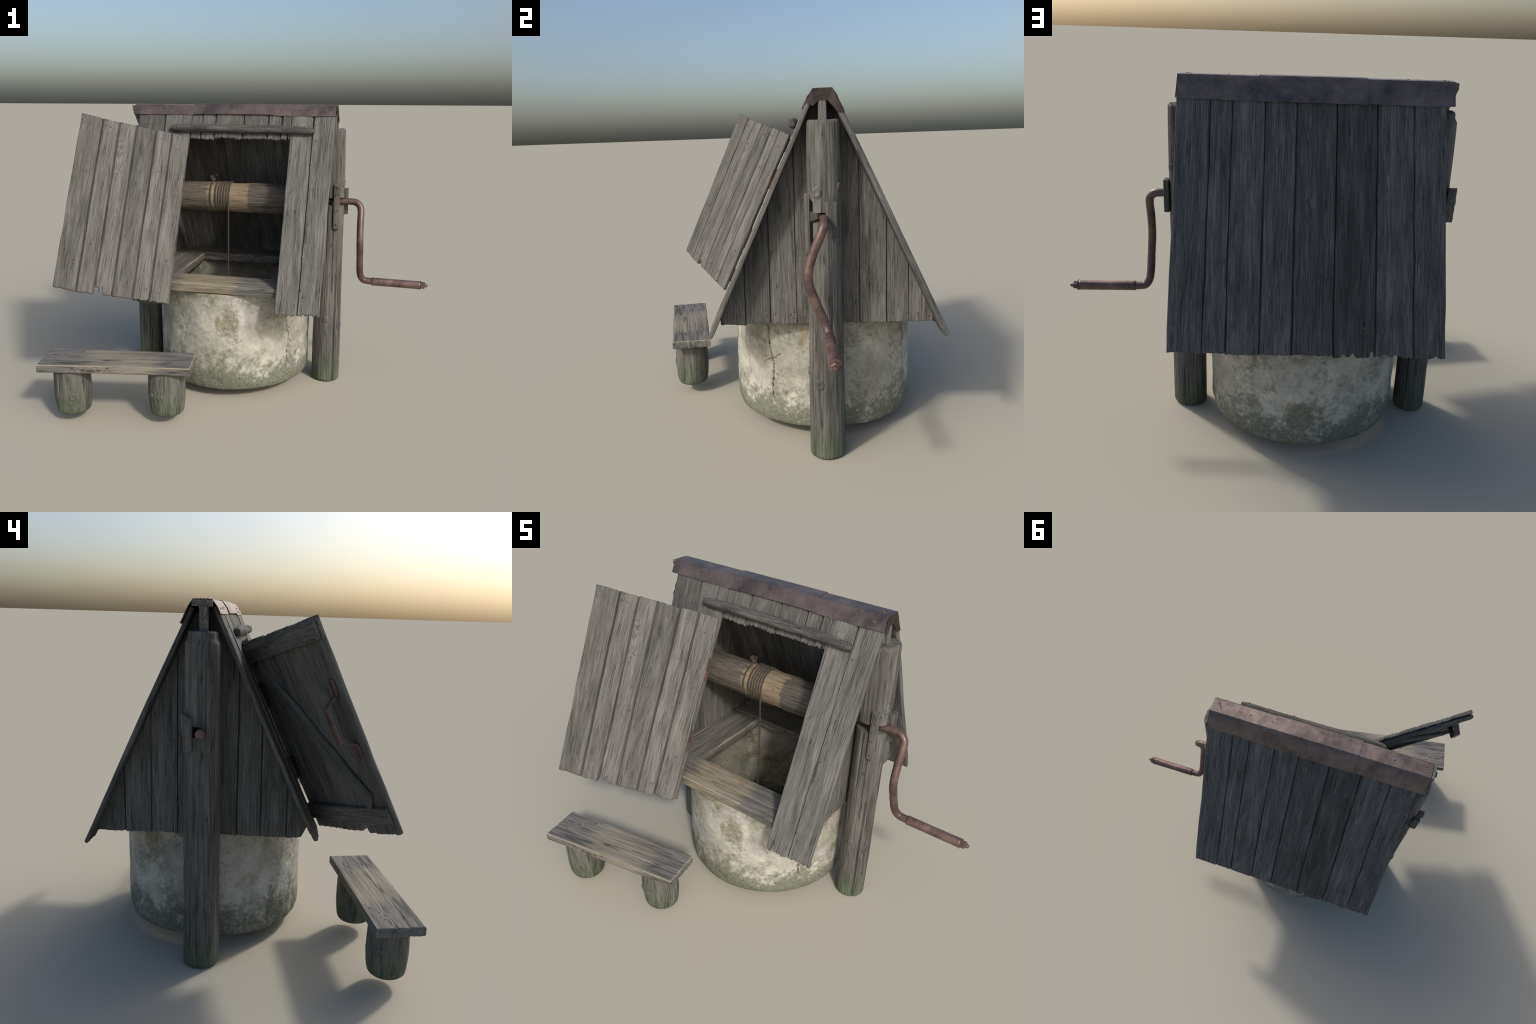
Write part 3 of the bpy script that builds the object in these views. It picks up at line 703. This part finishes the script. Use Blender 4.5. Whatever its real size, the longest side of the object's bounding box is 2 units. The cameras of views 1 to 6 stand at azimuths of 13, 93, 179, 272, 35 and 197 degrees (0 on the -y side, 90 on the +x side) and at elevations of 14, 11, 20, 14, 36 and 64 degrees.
# --- hatch door, swung open on the roof's left edge of the opening
DW = np.array([.8321, .5014, -.2370]); DH = np.array([.0065, .4185, .9082]); DN = np.cross(DW, DH); DN /= np.linalg.norm(DN)
DW /= np.linalg.norm(DW); DH = np.cross(DN, DW)
DO = np.array([-.647, -.2878, 1.1015]) + DN * .005; DT = .021
DOOR = empty('door', DO + DW * .30, WELL)
dpt = lambda w, h, n: DO + DW * w + DH * h + DN * n
dseam = [-.305, -.190, -.097, -.0045, .107, .1985, .2985]
dlow = [jagged(-.484, .005, 1, 70, slope=-.02), jagged(-.486, .005, 2, 60, ((.050, .007, .02),)), (lambda u: jagged(-.485, .004, 3, 60)(u) + .034 * np.clip((.002 - u) / .006, 0, 1) - .026 * np.clip(1 - np.abs(u + .020) / .006, 0, 1)),
        jagged(-.484, .004, 4, 70), jagged(-.483, .006, 5, 70, ((.040, .006, .012),)), jagged(-.486, .005, 6, 70)]
dtop = [jagged(.477, .004, 7), jagged(.477, .004, 8), jagged(.480, .003, 9), jagged(.480, .007, 10, 90), jagged(.484, .004, 11), jagged(.485, .004, 12)]
for i in range(6):
    c = (dseam[i] + dseam[i + 1]) / 2; h = (dseam[i + 1] - dseam[i]) / 2 + .0008
    plank('door_plank', DOOR, frame(dpt(c, 0, (.001, -.001, .0008, -.0006, .001, -.001)[i]), DW, DH, DN), -h, h, dlow[i], dtop[i], DT, M_DOOR, 620 + i, wob=.0018, r=.0068, checks=.5, groove=.013, joint='r' if i == 0 else 'l' if i == 5 else 'lr')
bfr = lambda w, h, ang=0.: frame(dpt(w, h, -DT), *(lambda c, s: (DW * -c + DH * s, DW * s + DH * c))(math.cos(ang), math.sin(ang)), -DN)
BT = .021
def batten(name, h, hh, seed, shift=0.):
    # length runs across the door
    fr = frame(dpt(0, h, -DT - BT - .0005), DH, DW, -DN)
    return plank(name, DOOR, fr, -hh, hh, -.303 + shift, .294 + shift, BT, M_PLANK, seed, r=.005, warp=.002)
batten('door_batten', .427, .0415, 641); batten('door_batten', -.391, .040, 642, .006)
b0, b1 = np.array([.234, .374]), np.array([-.236, -.354]); bd = (b1 - b0); bl = np.linalg.norm(bd); bd /= bl
Bv = DW * bd[0] + DH * bd[1]; Bu = np.cross(Bv, -DN)
plank('door_brace', DOOR, frame(dpt(*((b0 + b1) / 2), -DT - BT - .0005), Bu, Bv, -DN), -.036, .036, lambda u: -bl / 2 + .03 + .5 * u, lambda u: bl / 2 - .03 + .55 * u, BT - .001, M_PLANK, 643, r=.006, wob=.005)
# pull handle: forged strap
def strap(pts, wid, th, rad):
    """flat bar swept along (w,h,n) points, its width across the door"""
    P = polyround([dpt(*p) for p in pts], rad, 6); T = np.gradient(P, axis=0); T /= np.linalg.norm(T, axis=1)[:, None]
    W = np.tile(DW, (len(P), 1)); W = W - T * np.sum(W * T, 1)[:, None]; W /= np.linalg.norm(W, axis=1)[:, None]; Nn = np.cross(T, W)
    V = np.stack([P + W * a * wid / 2 + Nn * b * th / 2 for a, b in ((-1, -.6), (-.85, -1), (.85, -1), (1, -.6), (1, .6), (.85, 1), (-.85, 1), (-1, .6))], 1)
    m = len(P); idx = np.arange(m * 8).reshape(m, 8); j = np.roll(idx, -1, 1)
    return V.reshape(-1, 3), [tuple(f) for f in np.stack([idx[:-1], j[:-1], j[1:], idx[1:]], -1).reshape(-1, 4)] + [tuple(idx[0][::-1]), tuple(idx[-1])]
v, f = strap([(-.258, .222, -DT - .004), (-.258, .156, -DT - .004), (-.253, .128, -DT - .072), (-.249, -.028, -DT - .072), (-.258, -.060, -DT - .004), (-.262, -.128, -DT - .004)], .032, .007, .018)
mesh_obj('door_handle', v - dpt(-.25, .05, -DT), f, M_RUST, Matrix.Translation(dpt(-.25, .05, -DT)), DOOR, 40)
def hinge(hc, hl):
    prt = []
    bm = bmesh.new()
    # leaf on the door's back with rounded corners, and one on the roof plank
    def leaf(c, U, Vv, N, wu, wv, rr, th):
        pts = []
        for sx, sy, a0 in ((1, 1, 0), (-1, 1, 90), (-1, -1, 180), (1, -1, 270)):
            for a in np.radians(np.linspace(a0, a0 + 90, 6)): pts.append(c + U * (sx * (wu - rr) + rr * math.cos(a)) + Vv * (sy * (wv - rr) + rr * math.sin(a)))
        n = len(pts); V = [p for p in pts] + [p + N * th for p in pts]
        return V, [tuple(range(n))[::-1], tuple(range(n, 2 * n))] + [(i, (i + 1) % n, n + (i + 1) % n, n + i) for i in range(n)]
    prt.append(leaf(dpt(.281, hc, -DT - .0005), DW, DH, -DN, .028, hl, .016, .004))
    prt.append(leaf(dpt(.2945, hc, -.016), -DN, DH, DW, .008, hl, .004, .005))
    k0 = dpt(.300, hc, -DT - .010)
    prt.append(sweep([k0 - DH * hl, k0 + DH * hl], .0065, 12))
    xr = -.425; P = lambda h: OF + np.array([xr, 0, 0]) + VF * h + NF * .0035
    hv = (dpt(.30, hc, 0) - OF) @ VF
    prt.append(leaf(P(hv), np.array([1., 0, 0]), VF, NF, .030, hl, .012, .004))
    bm.free(); v, f = merge(prt); c = dpt(.3, hc, 0)
    mesh_obj('door_hinge', v - c, f, M_RUST, Matrix.Translation(c), DOOR, 35)
hinge(.223, .060); hinge(-.152, .060)

# --- nails
rng = np.random.default_rng(5)
def on_front(x, z, k=.003): return (OF + np.array([x, 0, 0]) + VF * vf(z) + NF * k, NF, .0044)
def on_back(x, z): return (OB + np.array([x, 0, 0]) + VB * vbk(z) + NB * .002, NB, .0047)
it = [on_front(.330 + .010 * math.sin(k * 2.1), z) for k, z in enumerate((1.547, 1.462, 1.345, 1.165, 1.03, .865, .70))]
it += [on_front(.345, .668), on_front(.298, .672), on_front(.232, .675), on_front(-.66, 1.545), on_front(-.60, 1.5), on_front(.337, .94)]
it += [on_front(x, z) for x, z in ((-.46, .68), (-.52, .67), (-.64, .72), (-.60, .70), (-.66, 1.2), (-.665, .95))]
nails('roof_nails', RO, it, 1)
it = [on_back(.345 + .004 * math.sin(k * 1.7), z) for k, z in enumerate((1.475, 1.385, 1.285, 1.13, 1.06, .925, .835, .715, .683))]
it += [on_back(-.655 + .006 * math.sin(k * 2.3), z) for k, z in enumerate((1.41, 1.24, 1.19, 1.10, .97, .86))]
it += [on_back(x, .676 + .006 * math.sin(x * 60)) for x in (.235, .165, .10, -.015, -.12, -.222, -.385, -.465, -.55)]
nails('roof_nails', RO, it, 2)
nails('lintel_nails', RO, [(OF + np.array([x, 0, 0]) + VF * (vf(1.515) + .004 * math.sin(x * 70)) + NF * .0412, NF, .0047) for x in (-.465, -.352, -.245, -.14, -.075, .018, .06, .163, .283)], 3)
pf = lambda z: -.3215 + SF * (z - .578) - .0075
it = [((x, pf(z), z), NF, .0047) for x, z in ((-.60, 1.622), (-.52, 1.627), (-.22, 1.63), (-.06, 1.63), (.06, 1.612), (.13, 1.627), (.20, 1.61), (.31, 1.612), (.385, 1.626), (.23, 1.63), (-.70, 1.62))]
it += [((x, y, 1.6575), (0, 0, 1), .0047) for x, y in ((.405, .199), (.397, .21), (.39, .219), (.383, .228), (.22, .215), (.10, .213), (.03, .208), (-.06, .213), (-.20, .222), (-.34, .215), (-.57, .218), (-.735, .20), (-.74, .214), (-.745, .228))]
pbk = lambda z: .764 - SB * (z - .570) + .0075
it += [((x, pbk(z), z), NB, .0047) for x, z in ((.30, 1.585), (.12, 1.59), (-.05, 1.58), (-.15, 1.595), (-.26, 1.585), (-.50, 1.585), (-.66, 1.58))]
nails('cap_nails', RO, it, 4)
it = [((.342 - .008 * z, y, .603 + z), (1, 0, 0), .0047) for y, z in ((-.215, .055), (-.17, .04), (-.10, .05), (-.055, .045), (-.015, .052), (.055, .048), (.07, .06), (.07, .03), (.31, .06), (.41, .045), (.475, .047), (.525, .047), (.59, .045), (.64, .04), (.69, .03))]
it += [((-.6605, y, .607 + z), (-1, 0, 0), .0047) for y, z in ((.65, .04), (.53, .05), (.42, .045), (.37, .05), (.10, .045), (.03, .05), (-.07, .05), (-.12, .042), (-.18, .05), (-.205, .035), (-.225, .052))]
nails('gable_nails', GA, it, 5)
it = [(dpt(w, h, .0025), DN, .0046) for w, h in ((-.255, .435), (-.237, .215), (-.235, .165), (-.235, -.125), (-.225, -.34), (-.25, -.42), (-.145, .435), (-.15, -.225), (-.155, -.43), (-.06, .425), (-.05, -.06), (-.07, -.395),
      (.035, .06), (.06, .43), (.055, -.42), (.15, .245), (.14, .44), (.27, .23), (.268, .125), (.26, -.25), (.245, -.43), (.25, .40), (.17, -.42))]
it += [(dpt(w, h, -DT - BT - .002), -DN, .006) for w, h in ((.19, .42), (.12, .41), (.05, .42), (.0, .44), (-.1, .40), (-.24, .425), (.15, -.385), (.05, -.39), (-.05, -.38), (-.14, -.385), (-.25, -.39), (-.02, .04), (-.17, -.21), (.1, .2))]
nails('door_nails', DOOR, it, 6)
it = [((.463 + a, .1255, 1.09 + b), (0, -1, 0), .0045) for a, b in ((.003, .113), (-.006, .07), (.008, .075), (-.007, -.025), (.006, -.02), (0, -.10))]
it += [((.518, .243, 1.11 + b), (1, 0, 0), .0045) for b in (.055, -.045)] + [((-.829, .28, 1.11 + b), (-1, 0, 0), .0045) for b in (.045, -.02, -.065)]
nails('cleat_nails', WELL, it, 7)
nails('rim_nails', FR, [((x, y, ztop + .002), (0, 0, 1), .005) for x, y in ((-.42, -.10), (-.50, -.17), (.18, -.12), (.25, -.18), (-.52, .55), (-.58, .60))], 8)

# ------------------------------------------------------------------ the bench
BC = np.array([-.5865, -.5845]); ang = math.atan2(.1425, .787)
bx = np.array([math.cos(ang), math.sin(ang), 0]); by = np.array([-math.sin(ang), math.cos(ang), 0])
BENCH = empty('plank_bench', (BC[0], BC[1], 0))
BENCH['label'] = 'low weathered plank bench resting on two mossy log stumps'
BENCH['category'] = 'bench'
seat = plank('bench_seat', BENCH, frame((BC[0], BC[1], .350), -by, bx, (0, 0, 1)), (-.109, -.106), (.109, .106), jagged(-.401, .0025, 3, 40), jagged(.400, .004, 4, 90), .044, M_SEAT, 801, r=.006, worn=(M_WORN, 'rt'), checks=.8, relief=.002)
def r_leg(T, z): return np.interp(z, [.03, .06, .10, .16, .22, .27, .31], [.084, .086, .0915, .0965, .096, .0945, .0935]) + .002 * np.cos(2 * T)
post('bench_leg', -.834, -.633, .308, r_leg, [(-62, .165, .013), (150, .2, .010)], [(-110, .12, .32, .007), (60, .05, .3, .004)], M_LEG, BENCH, 811, zb=.056, chamfer=.020, dz=.005, nseg=140)
post('bench_leg', -.335, -.540, .308, r_leg, [(-93, .178, .010), (-125, .18, .008)], [(-80, .18, .32, .005), (-20, .05, .3, .004), (170, .05, .3, .005)], M_LEG, BENCH, 812, zb=.056, chamfer=.020, dz=.005, nseg=140)
it = []
for a, b in ((-.325, .045), (-.262, .052), (-.312, -.045), (-.250, -.055), (.168, .050), (.245, .050), (.175, -.050), (.235, -.048)):
    q = BC + (bx * a + by * b)[:2]; it.append(((q[0], q[1], .351), (0, 0, 1), .0047))
nails('bench_nails', BENCH, it, 9)
